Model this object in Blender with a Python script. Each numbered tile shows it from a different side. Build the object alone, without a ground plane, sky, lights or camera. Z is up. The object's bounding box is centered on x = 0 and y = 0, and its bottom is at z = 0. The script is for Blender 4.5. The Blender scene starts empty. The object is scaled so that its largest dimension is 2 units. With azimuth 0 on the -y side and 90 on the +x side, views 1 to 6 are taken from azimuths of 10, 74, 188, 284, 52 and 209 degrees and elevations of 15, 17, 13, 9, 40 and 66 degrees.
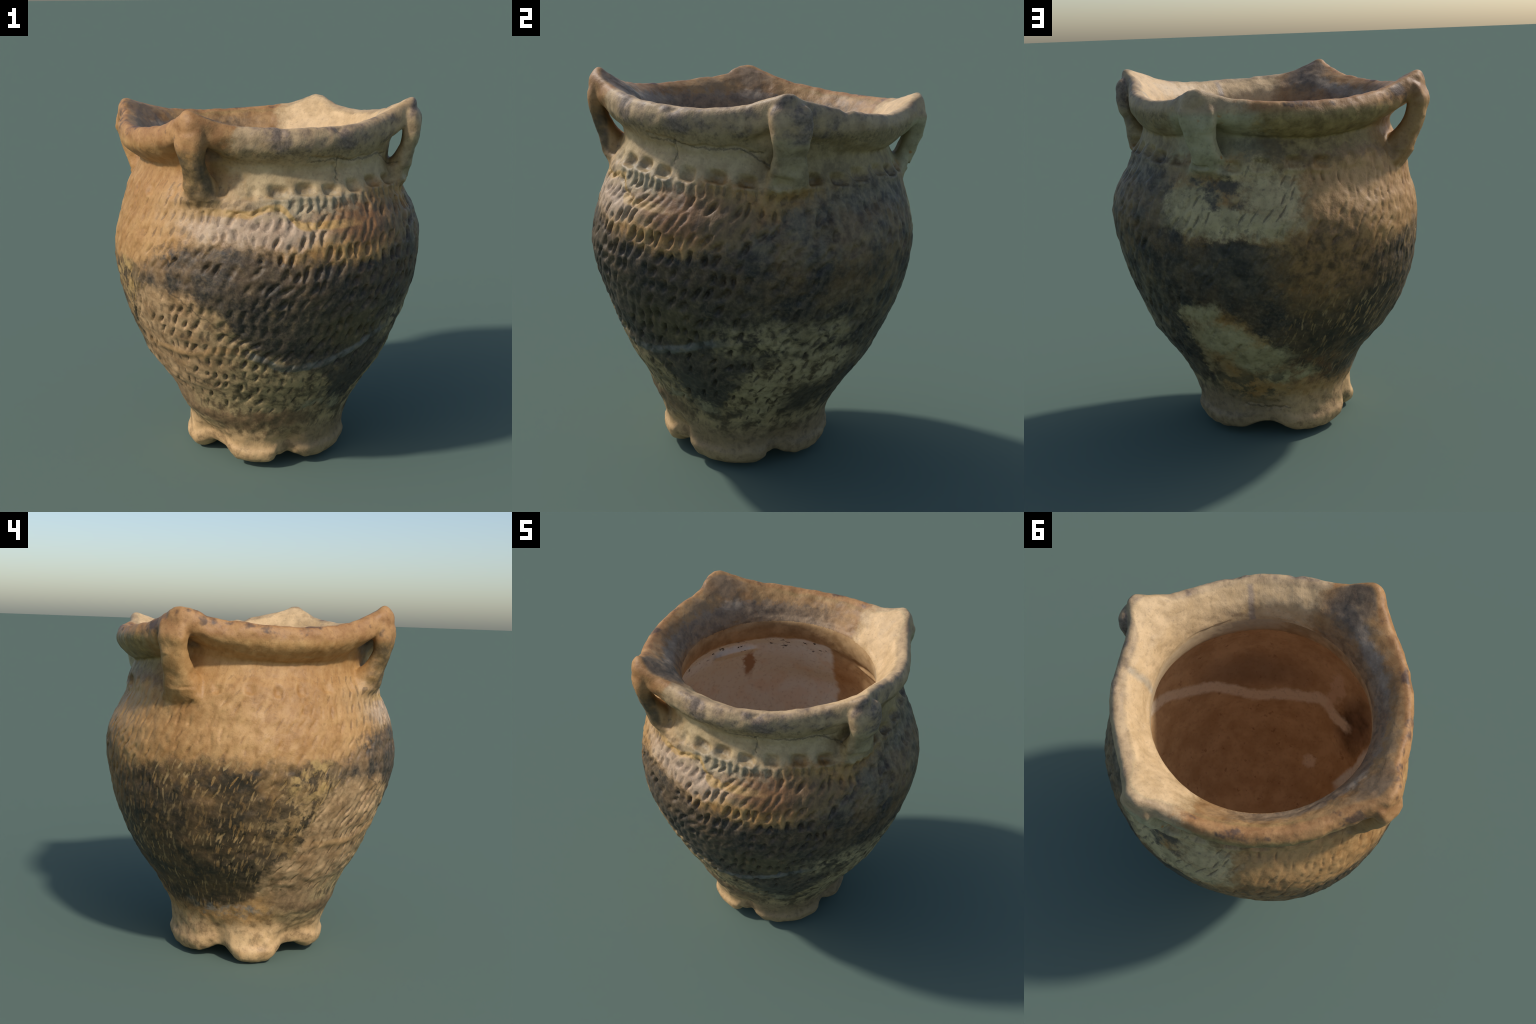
"""Ancient hand-built clay jar: egg-shaped body, square flared mouth with four
raised corners, four strap handles, five lumpy feet, finger-pressed surface."""
import bpy, bmesh, math
import numpy as np

CX, CY = 0.024, -0.013          # axis of the pot
rng = np.random.default_rng(7)
TAU = 2 * math.pi

# --------------------------------------------------------------------------
# small helpers
# --------------------------------------------------------------------------
def wrap(d):
    return (d + 180.0) % 360.0 - 180.0

def smooth(a, b, x):
    t = np.clip((x - a) / (b - a), 0, 1)
    return t * t * (3 - 2 * t)

def spline(x, xk, yk):
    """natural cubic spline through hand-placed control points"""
    xk, yk = np.asarray(xk, float), np.asarray(yk, float)
    n = len(xk); h = np.diff(xk); A = np.eye(n); b = np.zeros(n)
    for i in range(1, n - 1):
        A[i, i - 1:i + 2] = h[i - 1], 2 * (h[i - 1] + h[i]), h[i]
        b[i] = 6 * ((yk[i + 1] - yk[i]) / h[i] - (yk[i] - yk[i - 1]) / h[i - 1])
    M = np.linalg.solve(A, b)
    i = np.clip(np.searchsorted(xk, x) - 1, 0, n - 2)
    t = x - xk[i]; u = xk[i + 1] - x
    return (M[i] * u**3 + M[i + 1] * t**3) / (6 * h[i]) + (yk[i] / h[i] - M[i] * h[i] / 6) * u + (yk[i + 1] / h[i] - M[i + 1] * h[i] / 6) * t

def periodic(deg, ang, val):
    """smooth periodic interpolation of a quantity given at some azimuths"""
    ang = np.asarray(ang, float); val = np.asarray(val, float)
    o = np.argsort(ang % 360); a = ang[o] % 360; v = val[o]
    a = np.concatenate([a[-3:] - 360, a, a[:3] + 360]); v = np.concatenate([v[-3:], v, v[:3]])
    return spline(np.asarray(deg) % 360, a, v)

def hash3(ix, iy, iz, seed):
    h = (ix * 374761393 + iy * 668265263 + iz * 2147483647 + seed * 1274126177) & 0xFFFFFFFF
    h = ((h ^ (h >> 13)) * 1274126177) & 0xFFFFFFFF
    h = ((h ^ (h >> 16)) * 2246822519) & 0xFFFFFFFF
    return ((h ^ (h >> 15)) & 0xFFFFFF) / float(0xFFFFFF) * 2 - 1

def vnoise(p, scale, seed=0):
    """value noise in -1..1 at the points p"""
    q = p * scale + 100.0
    i = np.floor(q).astype(np.int64); f = q - i; f = f * f * f * (f * (f * 6 - 15) + 10)
    out = 0
    for dx in (0, 1):
        for dy in (0, 1):
            for dz in (0, 1):
                w = (f[:, 0] if dx else 1 - f[:, 0]) * (f[:, 1] if dy else 1 - f[:, 1]) * (f[:, 2] if dz else 1 - f[:, 2])
                out = out + w * hash3(i[:, 0] + dx, i[:, 1] + dy, i[:, 2] + dz, seed)
    return out

# --------------------------------------------------------------------------
# profiles
# --------------------------------------------------------------------------
BODY_Z = [.06, .10, .16, .22, .32, .45, .60, .75, .90, 1.05, 1.17, 1.29, 1.40, 1.50]
BODY_R = [.345, .375, .400, .425, .488, .5660, .6640, .7262, .7842, .8241, .8373, .8248, .7933, .7439]

# mouth: azimuth, crest radius, crest height
PEAKS = {'A': (167.8, .868, 1.958), 'B': (252.4, .822, 1.997), 'C': (75.5, .835, 1.925), 'D': (354.6, .790, 2.0)}
def crest(deg):
    r = periodic(deg, [10, 33, 56, 95, 122, 149, 187, 211, 236, 275, 304, 330],
                 [.694, .714, .733, .762, .754, .774, .770, .757, .750, .704, .676, .674])
    h = periodic(deg, [14, 33, 56, 95, 122, 149, 187, 211, 236, 275, 304, 330],
                 [1.918, 1.882, 1.858, 1.860, 1.846, 1.868, 1.888, 1.876, 1.894, 1.908, 1.898, 1.908])
    for az, pr, ph in PEAKS.values():
        d = np.abs(wrap(deg - az))
        k = np.exp(-(np.maximum(d - 1.5, 0) / 8.0) ** 1.4)
        kh = np.exp(-(np.maximum(d - 1.0, 0) / 8.5) ** 1.25)
        r = r + (pr - r) * k
        h = h + (ph - h) * kh
    return r, h

# feet: azimuth of the two edges, height of the sole, reach of the toe
FEET = [(-179, -138, .000, .466), (-113, -69, .022, .460), (-61, 2, .018, .455), (13, 82, .030, .446), (103, 166, .018, .450)]

def foot_shape(deg):
    """how much foot there is at each azimuth, sole height, toe reach"""
    F = np.zeros_like(deg); zs = np.full_like(deg, .03); rt = np.full_like(deg, .45)
    for a0, a1, z0, r0 in FEET:
        c, h = (a0 + a1) / 2, (a1 - a0) / 2
        d = np.abs(wrap(deg - c))
        f = smooth(h + 8, h - 11, d)
        near = d < h + 14
        F = np.maximum(F, f)
        zs = np.where(near, z0 + .022 * (d / h) ** 2, zs); rt = np.where(near, r0, rt)
    return F, zs, rt

# places where the body swells or sinks away from the turned shape:
# azimuth, height, half widths of both, amount
SWELLS = [(152, .82, 42, .18, .036), (195, .62, 28, .18, .010), (26, 1.33, 34, .15, .028), (315, .92, 36, .36, -.022), (262, .72, 38, .28, -.014), (300, 1.30, 44, .13, -.010), (258, 1.38, 30, .12, -.008),
          (97, .80, 30, .35, -.016), (120, 1.47, 28, .11, -.042), (60, .46, 45, .14, -.014), (176, .44, 30, .13, -.030), (265, .270, 58, .085, .024), (238, .335, 32, .085, .034), (328, .24, 36, .08, .020)]

def swell(deg, z):
    out = 0.0
    for a0, z0, wa, wz, amt in SWELLS:
        out = out + amt * np.exp(-(wrap(deg - a0) / wa) ** 2 - ((z - z0) / wz) ** 2)
    return out

NECK_AZ = [33, 75, 122, 168, 211, 254, 304, 354]
NECK_R = [.668, .685, .672, .695, .676, .672, .648, .668]
THROAT_AZ = [20, 65, 110, 150, 190, 230, 270, 310, 345]
THROAT_R = [.560, .570, .582, .594, .604, .566, .544, .532, .545]

def body_profile(deg):
    """closed profile of outside, lip and inside for every azimuth; (n_az, n_pts, 2)"""
    R, H = crest(deg)
    n = len(deg); pts = []
    def add(r, z):
        pts.append(np.stack([np.broadcast_to(r, (n,)), np.broadcast_to(z, (n,))], -1))
    F, zs, rt = foot_shape(deg)
    mix = lambda a, b: a + (b - a) * F
    add(0.0, .10); add(.12, .10)
    add(.24, mix(.095, .085))
    add(mix(.29, .31), mix(.092, zs + .022))
    add(mix(.335, .36), mix(.090, zs + .002))
    add(mix(.378, .412), mix(.084, zs + .006))
    add(mix(.392, rt - .012), mix(.100, zs + .032))
    add(mix(.398, rt), mix(.130, zs + .072))
    add(mix(.400, rt - .012), mix(.165, zs + .112))
    add(mix(.420, .444) + .8 * swell(deg, .255), .215)
    add(.458 + swell(deg, .265), .265)
    for z, r in zip(BODY_Z, BODY_R):
        if .3 < z < 1.5:
            add(r + swell(deg, z), z)
    neck = periodic(deg, NECK_AZ, NECK_R)
    add(neck + .084 + swell(deg, 1.485), 1.485)
    add(neck + .060 + swell(deg, 1.56), 1.56)
    add(neck + .016, 1.63)
    add(neck - .004, 1.69)
    roll = periodic(deg, [33, 75, 122, 168, 211, 254, 304, 354], [.020, .018, .024, .022, .022, .020, .020, .014])
    add(neck + .16 * (R + roll - neck), H - .176)
    add(neck + .66 * (R + roll - neck), H - .140)
    add(R + roll, H - .098)
    add(R + roll + .004, H - .050)
    add(R + .010, H - .014)
    add(R - .010, H - .001)
    add(R - .034, H - .007)
    thr = periodic(deg, THROAT_AZ, THROAT_R)
    # the mouth slopes in gently on the front, more steeply at the back
    w = periodic(deg, [20, 61, 100, 140, 180, 215, 245, 275, 300, 335], [.62, .35, .15, .15, .05, .60, .95, 1.1, 1.12, .9])
    for t, d0, d1 in ((.27, .032, .028), (.54, .082, .058), (.80, .140, .098)):
        add((R - .034) + (thr - R + .034) * t, H - (d0 + (d1 - d0) * w) - .06 * np.clip(H - 1.90, 0, 1) / .1 * t)
    add(thr - .002, 1.69 + .02 * w)
    add(thr, 1.63)
    add(thr + .022, 1.56)
    sink = np.minimum(swell(deg, 1.46), 0)
    add(thr + .075 + .6 * sink, 1.49)
    thick = .022 * np.exp(-(wrap(deg - 290) / 45) ** 2)
    for z, r in ((1.40, .70), (1.29, .740), (1.17, .752), (1.05, .740), (.90, .700), (.75, .640), (.60, .580), (.45, .480), (.36, .40), (.30, .32)):
        add(r - thick + (.9 * sink if z > 1.2 else 0), z)
    for r, z in ((.24, .27), (.12, .25), (0, .245)):
        add(r, z)
    return np.stack(pts, 1)

def catmull(P, sub):
    """Catmull-Rom along axis 1"""
    out = []
    n = P.shape[1]
    for i in range(n - 1):
        p0 = P[:, max(i - 1, 0)]; p1 = P[:, i]; p2 = P[:, i + 1]; p3 = P[:, min(i + 2, n - 1)]
        for s in range(sub):
            f = s / sub
            out.append(.5 * (2 * p1 + (p2 - p0) * f + (2 * p0 - 5 * p1 + 4 * p2 - p3) * f**2 + (3 * p1 - p0 - 3 * p2 + p3) * f**3))
    out.append(P[:, -1])
    return np.stack(out, 1)

def grid_mesh(bm, verts, close_u=True):
    """verts (nu, nv, 3); quads between neighbours; caps are given by pole rows"""
    nu, nv = verts.shape[:2]
    V = [[bm.verts.new(verts[i, j]) for j in range(nv)] for i in range(nu)]
    for i in range(nu if close_u else nu - 1):
        k = (i + 1) % nu
        for j in range(nv - 1):
            bm.faces.new((V[i][j], V[k][j], V[k][j + 1], V[i][j + 1]))
    return V

# --------------------------------------------------------------------------
# rough solid: lathe body + straps + feet, fused by a voxel remesh
# --------------------------------------------------------------------------
bm = bmesh.new()
NAZ = 300
deg = np.arange(NAZ) * 360.0 / NAZ
prof = catmull(body_profile(deg), 4)
a = np.radians(deg)[:, None]
ring = np.stack([CX + prof[..., 0] * np.cos(a), CY + prof[..., 0] * np.sin(a), prof[..., 1]], -1)
ring = ring[:, 1:-1]
V = grid_mesh(bm, ring)
for col, z in ((0, .10), (-1, .245)):
    c = bm.verts.new((CX, CY, z))
    for i in range(NAZ):
        p, q = V[i][col], V[(i + 1) % NAZ][col]
        bm.faces.new((c, q, p) if col == 0 else (c, p, q))

# straps: list of (radius, height, half width, half thickness), drift of azimuth
HANDLES = {
    'A': dict(az=(166.8, 166.0), pts=[(.775, 1.885, .060, .040), (.832, 1.875, .080, .050), (.866, 1.815, .084, .052), (.854, 1.73, .070, .048), (.812, 1.64, .076, .060),
                                      (.760, 1.56, .105, .074), (.720, 1.49, .14, .055), (.66, 1.44, .15, .04)]),
    'B': dict(az=(253.0, 253.0), pts=[(.735, 1.915, .060, .040), (.785, 1.905, .078, .050), (.804, 1.845, .080, .048), (.796, 1.76, .064, .040), (.766, 1.685, .066, .045),
                                      (.716, 1.60, .096, .072), (.692, 1.53, .13, .052), (.64, 1.47, .14, .04)]),
    'C': dict(az=(76.0, 78.5), pts=[(.745, 1.850, .065, .040), (.795, 1.84, .088, .050), (.818, 1.78, .090, .048), (.802, 1.69, .072, .046), (.774, 1.61, .076, .047),
                                    (.742, 1.55, .108, .048), (.708, 1.50, .15, .050), (.65, 1.45, .16, .04)]),
    'D': dict(az=(355.2, 358.2), pts=[(.715, 1.925, .070, .040), (.770, 1.910, .092, .050), (.786, 1.85, .094, .048), (.774, 1.76, .080, .044), (.748, 1.685, .082, .052),
                                      (.708, 1.60, .104, .070), (.686, 1.53, .14, .052), (.64, 1.47, .15, .04)]),
}
strap_lines = {}
for key, hd in HANDLES.items():
    P = np.array(hd['pts'])[None]
    S = catmull(P, 5)[0]
    m = len(S); t = np.linspace(0, 1, m)
    az = np.radians(hd['az'][0] + (hd['az'][1] - hd['az'][0]) * t)
    er = np.stack([np.cos(az), np.sin(az), 0 * az], -1); et = np.stack([-np.sin(az), np.cos(az), 0 * az], -1)
    C = np.array([CX, CY, 0]) + er * S[:, :1] + np.array([0, 0, 1]) * S[:, 1:2]
    tan = np.gradient(C, axis=0); tan /= np.linalg.norm(tan, axis=1)[:, None]
    nrm = np.cross(et, tan); nrm *= np.sign((nrm * er).sum(1))[:, None]
    th = np.arange(28) * TAU / 28
    ex = 2 / 2.8                                     # rounded-rectangle section
    cu = np.sign(np.cos(th)) * np.abs(np.cos(th)) ** ex
    cv = np.sign(np.sin(th)) * np.abs(np.sin(th)) ** ex
    ringv = C[None] + cu[:, None, None] * S[None, :, 2:3] * et[None] + cv[:, None, None] * S[None, :, 3:4] * nrm[None]
    W = grid_mesh(bm, ringv)
    for col in (0, m - 1):
        bm.faces.new([W[i][col] for i in range(28)])
    strap_lines[key] = C

bmesh.ops.recalc_face_normals(bm, faces=bm.faces)
me = bpy.data.meshes.new("clay_solid"); bm.to_mesh(me); bm.free()
ob = bpy.data.objects.new("clay_solid", me)
bpy.context.scene.collection.objects.link(ob)
md = ob.modifiers.new("fuse", 'REMESH'); md.mode = 'VOXEL'; md.voxel_size = 0.0075; md.use_smooth_shade = True
dg = bpy.context.evaluated_depsgraph_get()
fused = bpy.data.meshes.new_from_object(ob.evaluated_get(dg))
bpy.data.objects.remove(ob); bpy.data.meshes.remove(me)

nv = len(fused.vertices)
co = np.empty(nv * 3); fused.vertices.foreach_get('co', co); co = co.reshape(-1, 3)
ne = len(fused.edges); ed = np.empty(ne * 2, int); fused.edges.foreach_get('vertices', ed); ed = ed.reshape(-1, 2)
cnt = np.bincount(ed.ravel(), minlength=nv).astype(float)[:, None]

def relax(p, w, times):
    for _ in range(times):
        acc = np.zeros_like(p)
        for k in range(3):
            acc[:, k] = np.bincount(ed[:, 0], p[ed[:, 1], k], nv) + np.bincount(ed[:, 1], p[ed[:, 0], k], nv)
        p = p + w[:, None] * (acc / cnt - p)
    return p

def cyl(p):
    x = p[:, 0] - CX; y = p[:, 1] - CY
    return np.degrees(np.arctan2(y, x)), np.hypot(x, y), p[:, 2]

az, rad, z = cyl(co)
# soften everything a little, the joints of straps and feet a lot
dh = np.full(nv, 9.0)
for key, C in strap_lines.items():
    root = C[[-9, -7, -5]]
    d = np.min(np.linalg.norm(co[:, None] - root[None], axis=2), axis=1) if nv < 2e6 else dh
    dh = np.minimum(dh, d)
co = relax(co, np.full(nv, .35), 4)
co = relax(co, .5 * smooth(.15, .07, dh), 12)
fused.vertices.foreach_set('co', co.ravel()); fused.update()

def normals():
    n = np.empty(nv * 3); fused.vertices.foreach_get('normal', n)
    return n.reshape(-1, 3)

# --------------------------------------------------------------------------
# which part each vertex / face belongs to
# --------------------------------------------------------------------------
N = normals()
az, rad, z = cyl(co)
radial = ((co[:, 0] - CX) * N[:, 0] + (co[:, 1] - CY) * N[:, 1]) / np.maximum(rad, 1e-6)
R_c, H_c = crest(az)
r_body = np.interp(z, BODY_Z, BODY_R)
inner = (rad < np.interp(z, [.2, .245, .3, .36, .45, .6, .75, .9, 1.17, 1.4, 1.5, 1.58, 1.66, 1.72], [0, .26, .345, .42, .51, .615, .675, .74, .79, .745, .69, .63, .605, .60])) & (z > .2) & (z < 1.72) & ((radial < .05) | (z < .45))

# --------------------------------------------------------------------------
# pressed surface: rows of slanting dimples, thumb marks below the neck, dents
# --------------------------------------------------------------------------
disp = np.zeros(nv)
outer = (~inner)
on_body = outer & (z > .26) & (z < 1.56) & (rad < np.interp(z, BODY_Z, BODY_R) + .05)

def dent(u, v, sharp=1.0):
    q = np.sqrt(u * u + v * v)
    return np.exp(-(q ** 2.6) * 1.1)

# how hard the surface was pressed at each place
def strength(az, z):
    front = smooth(-134, -104, wrap(az)) * smooth(75, 45, wrap(az)) * (1 - .35 * smooth(-28, 8, wrap(az)))
    low = smooth(.36, .46, z) * smooth(1.55, 1.48, z)
    bare = smooth(1.24, 1.36, z) * smooth(-76, -96, wrap(az))
    return np.maximum(front * (1 - .75 * bare), .40) * low

# one slanting press per cell of a brick-like grid; the same rule is repeated in
# the clay material, which darkens front hollows for dirt and shade, lightens back ones
ROW_Z, ROW_H = .36, .076
def row_count(row):
    return 58 + 12 * (row >= 2) + 16 * (row >= 5)

def fr(x):
    return x - np.floor(x)

def press(az, z):
    """returns mask 0..1 and a random number per press"""
    ra = np.radians(az)
    z = z + .013 * np.sin(5 * ra + 1.3) + .006 * np.sin(13 * ra + 9 * z) + .004 * np.sin(29 * ra)
    az = az + .9 * np.sin(17 * z + 3 * ra) + .5 * np.sin(11 * ra + 31 * z)
    row = np.floor((z - ROW_Z) / ROW_H)
    n = row_count(row)
    u = (az + 180) / 360 * n + .5 * np.mod(row, 2) + .9 * np.sin(row * 2.3)
    i = np.floor(u)
    k = np.mod(i, n)
    h1 = fr(np.sin(k * 1.37 + row * 2.11) * 43.7)
    h2 = fr(np.sin(k * 2.71 + row * 1.53) * 37.3)
    h3 = fr(np.sin(k * 0.83 + row * 3.17) * 51.9)
    dz = z - (ROW_Z + (row + .5) * ROW_H) - (h1 - .5) * .024
    du = (u - i - .5) - (h2 - .5) * .42
    du = du * (TAU * .80 / n) - (.22 + .40 * h3) * dz
    slim = .55 + .45 * smooth(-134, -104, wrap(az)) * smooth(85, 45, wrap(az))
    low = .72 + .28 * smooth(.62, .92, z)
    q2 = (du / (.0115 + .007 * h2) / slim / low) ** 2 + (dz / (.025 + .012 * h1) / low) ** 2
    return np.exp(-(q2 ** 1.25) * 1.0), h3, h1

near = np.where(on_body & (z > ROW_Z) & (z < 1.55))[0]
e, h3, h1 = press(az[near], z[near])
e = np.clip(e * (1 + .5 * vnoise(co[near], 60, 21)), 0, 1.2)
worn_down = smooth(-.55, .25, vnoise(co[near], 5.5, 22) + .5 * vnoise(co[near], 12, 23))
disp[near] -= .021 * (.42 + .58 * worn_down) * e * (.12 + 1.0 * smooth(.05, .65, h3)) * strength(az[near], z[near])
# the press pushed a small burr up beside each hollow
disp[near] += .004 * strength(az[near], z[near])

# thumb marks in a ring under the neck
n = 31
ta = -180 + np.arange(n) * 360 / n + rng.uniform(-1.6, 1.6, n)
for i in range(n):
    w_ = wrap(ta[i])
    hard = 1.0 if -84 < w_ < -12 else (.8 if -12 <= w_ < 125 else .3)
    zc = 1.600 + .006 * math.sin(i * 2.1) - .050 * smooth(60, 130, abs(w_ - (-30)))
    wid = .039 * rng.uniform(.85, 1.2) * (1 if hard > .3 else .6); tall = .025 * rng.uniform(.85, 1.2)
    du = np.radians(wrap(az - ta[i])) * rad
    dz = z - zc
    m = outer & (np.abs(du) < .12) & (np.abs(dz) < .09) & (rad < .80)
    hole = np.exp(-((np.abs(du[m]) / wid) ** 3.6 + (np.abs(dz[m] + .10 * du[m]) / tall) ** 3.6))
    lipm = np.exp(-((du[m]) / (wid * 1.5)) ** 4 - ((dz[m] + .030) / .014) ** 2)
    disp[m] += hard * (-.038 * rng.uniform(.75, 1.15) * hole + .009 * lipm)

# grooves between the rings below the neck, only on the front
m = outer & (z > 1.49) & (z < 1.585) & (rad < .80)
gr = np.exp(-((z - 1.54) / .034) ** 4) * smooth(-84, -72, wrap(az)) * smooth(45, 15, wrap(az))
q = fr((az + 180) / 360 * 88 + .3 * np.sin(az * .21)) - .5
disp[m] -= (.008 * gr * np.exp(-(q / .26) ** 4))[m]
# old cracks: along the underside of the lip and down the neck
def crack(az0, z0, az1, z1, depth, wid, seed):
    t = np.clip(((az - az0) * (az1 - az0) * .012 ** 2 + (z - z0) * (z1 - z0)) / ((az1 - az0) ** 2 * .012 ** 2 + (z1 - z0) ** 2), 0, 1)
    wob = .012 * np.sin(t * 9 + seed) + .006 * np.sin(t * 23 + 2 * seed)
    du = wrap(az - az0 - (az1 - az0) * t) * .012; dz = z - z0 - (z1 - z0) * t
    nrm = (az1 - az0) * .012 / (abs(az1 - az0) * .012 + abs(z1 - z0))
    d = np.hypot(du - wob * (1 - abs(nrm)), dz - wob * abs(nrm))
    return -depth * np.exp(-(d / wid) ** 2)
CRACKS = [(-62, 1.745, -12, 1.72, .010, .009, 1), (-49, 1.74, -49, 1.63, .007, .008, 2), (-20, 1.725, -2, 1.63, .007, .008, 5),
          (-22, 1.27, -3, 1.16, .008, .009, 3), (-118, 1.12, -92, .86, .008, .009, 4), (77, .20, 110, .17, .007, .008, 6), (-95, 1.497, -76, 1.52, .008, .008, 7), (-76, 1.51, -62, 1.425, .009, .008, 8)]
mm = outer & (rad < np.interp(z, [0, .3, 1.5, 1.6, 2], [.6, .6, .85, .74, .74]))
for c in CRACKS:
    disp += mm * (rad > (.63 if c[1] > 1.6 else .3)) * crack(*c)
# chips in the rim
for a0, z0, rr, dd in ((-49, 1.90, .030, .022), (-75, 1.885, .020, .014), (-55, 1.90, .016, .010), (20, 1.895, .03, .014), (64, 1.875, .03, .012), (95, 1.86, .025, .010), (30, 1.875, .02, .01)):
    p0 = np.array([CX + .69 * math.cos(math.radians(a0)), CY + .69 * math.sin(math.radians(a0)), z0])
    dd_ = np.linalg.norm(co - p0, axis=1)
    disp -= outer * dd * np.exp(-(dd_ / rr) ** 2)
# restoration seam standing proud as a low ridge round the lower body
def seam_z(a):
    return np.interp(wrap(a), [-180, -140, -115, -96, -85, -70, -56, -44, -31, -15, 20, 60, 180], [.72, .74, .735, .80, .76, .69, .71, .75, .81, .85, .86, .80, .72])
sf = smooth(-150, -135, wrap(az)) * smooth(5, -15, wrap(az))
disp += outer * .006 * sf * np.exp(-((z - seam_z(az)) / .022) ** 2) * (rad > .5)

# low lumps, ridges and grain
P = co
lump = .5 * vnoise(P, 3.2, 1) + .35 * vnoise(P, 7, 2) + .2 * vnoise(P, 15, 3)
disp += outer * .006 * lump + outer * (z < 1.56) * .0035 * vnoise(P, 24, 8)
disp += outer * .0016 * vnoise(P, 38, 4)
handled = smooth(.76, .80, rad) * (z > 1.55)
disp += handled * .007 * (vnoise(P, 10, 14) + .5 * vnoise(P, 21, 15))
disp += outer * (z > 1.72) * .0035 * vnoise(P, 18, 16)
disp += inner * (.006 * vnoise(P, 4, 5) + .001 * vnoise(P, 30, 6))

co = co + N * disp[:, None]
Z_OFF = float(co[:, 2].min()); Z_MUL = 2.0 / float(co[:, 2].max() - Z_OFF)
co[:, 2] = (co[:, 2] - Z_OFF) * Z_MUL
fused.vertices.foreach_set('co', co.ravel()); fused.update()

# --------------------------------------------------------------------------
# materials
# --------------------------------------------------------------------------
class Nodes:
    """terse builder for shader node trees"""
    def __init__(self, name):
        self.mat = bpy.data.materials.new(name); self.mat.use_nodes = True
        self.nt = self.mat.node_tree
        self.bsdf = self.nt.nodes['Principled BSDF']
        self.coord = self.nt.nodes.new('ShaderNodeTexCoord').outputs['Object']
        sep = self.nt.nodes.new('ShaderNodeSeparateXYZ'); self.link(self.coord, sep.inputs[0])
        self.x = self.op('SUBTRACT', sep.outputs[0], CX); self.y = self.op('SUBTRACT', sep.outputs[1], CY)
        self.z = self.op('ADD', self.op('DIVIDE', sep.outputs[2], Z_MUL), Z_OFF)
        self.az = self.op('MULTIPLY', self.op('ARCTAN2', self.y, self.x), 180 / math.pi)
        self.r = self.op('SQRT', self.op('ADD', self.op('MULTIPLY', self.x, self.x), self.op('MULTIPLY', self.y, self.y)))
    def link(self, a, b):
        self.nt.links.new(a, b)
    def put(self, sock, v):
        if isinstance(v, (int, float)): sock.default_value = v
        elif isinstance(v, tuple): sock.default_value = (*v, 1)[:4] if len(sock.default_value) == 4 else v
        else: self.link(v, sock)
    def op(self, o, a, b=None, c=None):
        n = self.nt.nodes.new('ShaderNodeMath'); n.operation = o
        for i, v in enumerate((a, b, c)):
            if v is not None: self.put(n.inputs[i], v)
        return n.outputs[0]
    def add(self, *v):
        o = v[0]
        for k in v[1:]: o = self.op('ADD', o, k)
        return o
    def mul(self, *v):
        o = v[0]
        for k in v[1:]: o = self.op('MULTIPLY', o, k)
        return o
    def sub(self, a, b): return self.op('SUBTRACT', a, b)
    def inv(self, a): return self.op('SUBTRACT', 1.0, a)
    def mx(self, a, b): return self.op('MAXIMUM', a, b)
    def mn(self, a, b): return self.op('MINIMUM', a, b)
    def clamp(self, a): return self.op('MINIMUM', self.op('MAXIMUM', a, 0.0), 1.0)
    def wrap(self, a): return self.op('WRAP', a, 180.0, -180.0)
    def step(self, v, a, b, lo=0.0, hi=1.0):
        """smooth step of v from a (lo) to b (hi); a may be above b"""
        n = self.nt.nodes.new('ShaderNodeMapRange'); n.interpolation_type = 'SMOOTHSTEP'
        if a > b: a, b, lo, hi = b, a, hi, lo
        for i, k in enumerate((v, a, b, lo, hi)): self.put(n.inputs[i], k)
        return n.outputs[0]
    def noise(self, scale, detail=3, rough=.55, dist=0.0, off=0.0, vec=None):
        n = self.nt.nodes.new('ShaderNodeTexNoise'); n.noise_dimensions = '4D'
        self.put(n.inputs['Vector'], vec if vec is not None else self.coord)
        n.inputs['W'].default_value = off; n.inputs['Scale'].default_value = scale
        n.inputs['Detail'].default_value = detail; n.inputs['Roughness'].default_value = rough; n.inputs['Distortion'].default_value = dist
        return n.outputs['Fac']
    def mix(self, f, a, b, mode='MIX'):
        n = self.nt.nodes.new('ShaderNodeMix'); n.data_type = 'RGBA'; n.blend_type = mode
        self.put(n.inputs[0], f); self.put(n.inputs[6], a); self.put(n.inputs[7], b)
        return n.outputs[2]
    def vec(self, x, y, z):
        n = self.nt.nodes.new('ShaderNodeCombineXYZ')
        for i, v in enumerate((x, y, z)): self.put(n.inputs[i], v)
        return n.outputs[0]
    def curve(self, v, pts, lo, hi):
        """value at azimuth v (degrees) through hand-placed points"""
        n = self.nt.nodes.new('ShaderNodeFloatCurve')
        self.put(n.inputs['Value'], self.op('DIVIDE', self.add(v, 180.0), 360.0))
        c = n.mapping.curves[0]
        P = [((p[0] + 180) / 360, (p[1] - lo) / (hi - lo)) for p in pts]
        while len(c.points) < len(P): c.points.new(.5, .5)
        for q, p in zip(c.points, P):
            q.location = p; q.handle_type = 'AUTO_CLAMPED'
        n.mapping.update()
        return self.add(self.mul(n.outputs[0], hi - lo), lo)
    def blob(self, a0, z0, wa, wz, soft=.5, a=None, z=None):
        """soft patch round an azimuth and height"""
        a = self.azw if a is None else a; z = self.zw if z is None else z
        da = self.op('DIVIDE', self.wrap(self.sub(a, float(a0))), float(wa))
        dz = self.op('DIVIDE', self.sub(z, float(z0)), float(wz))
        d = self.op('SQRT', self.add(self.mul(da, da), self.mul(dz, dz)))
        return self.step(d, 1 + soft, 1 - soft)
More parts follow.
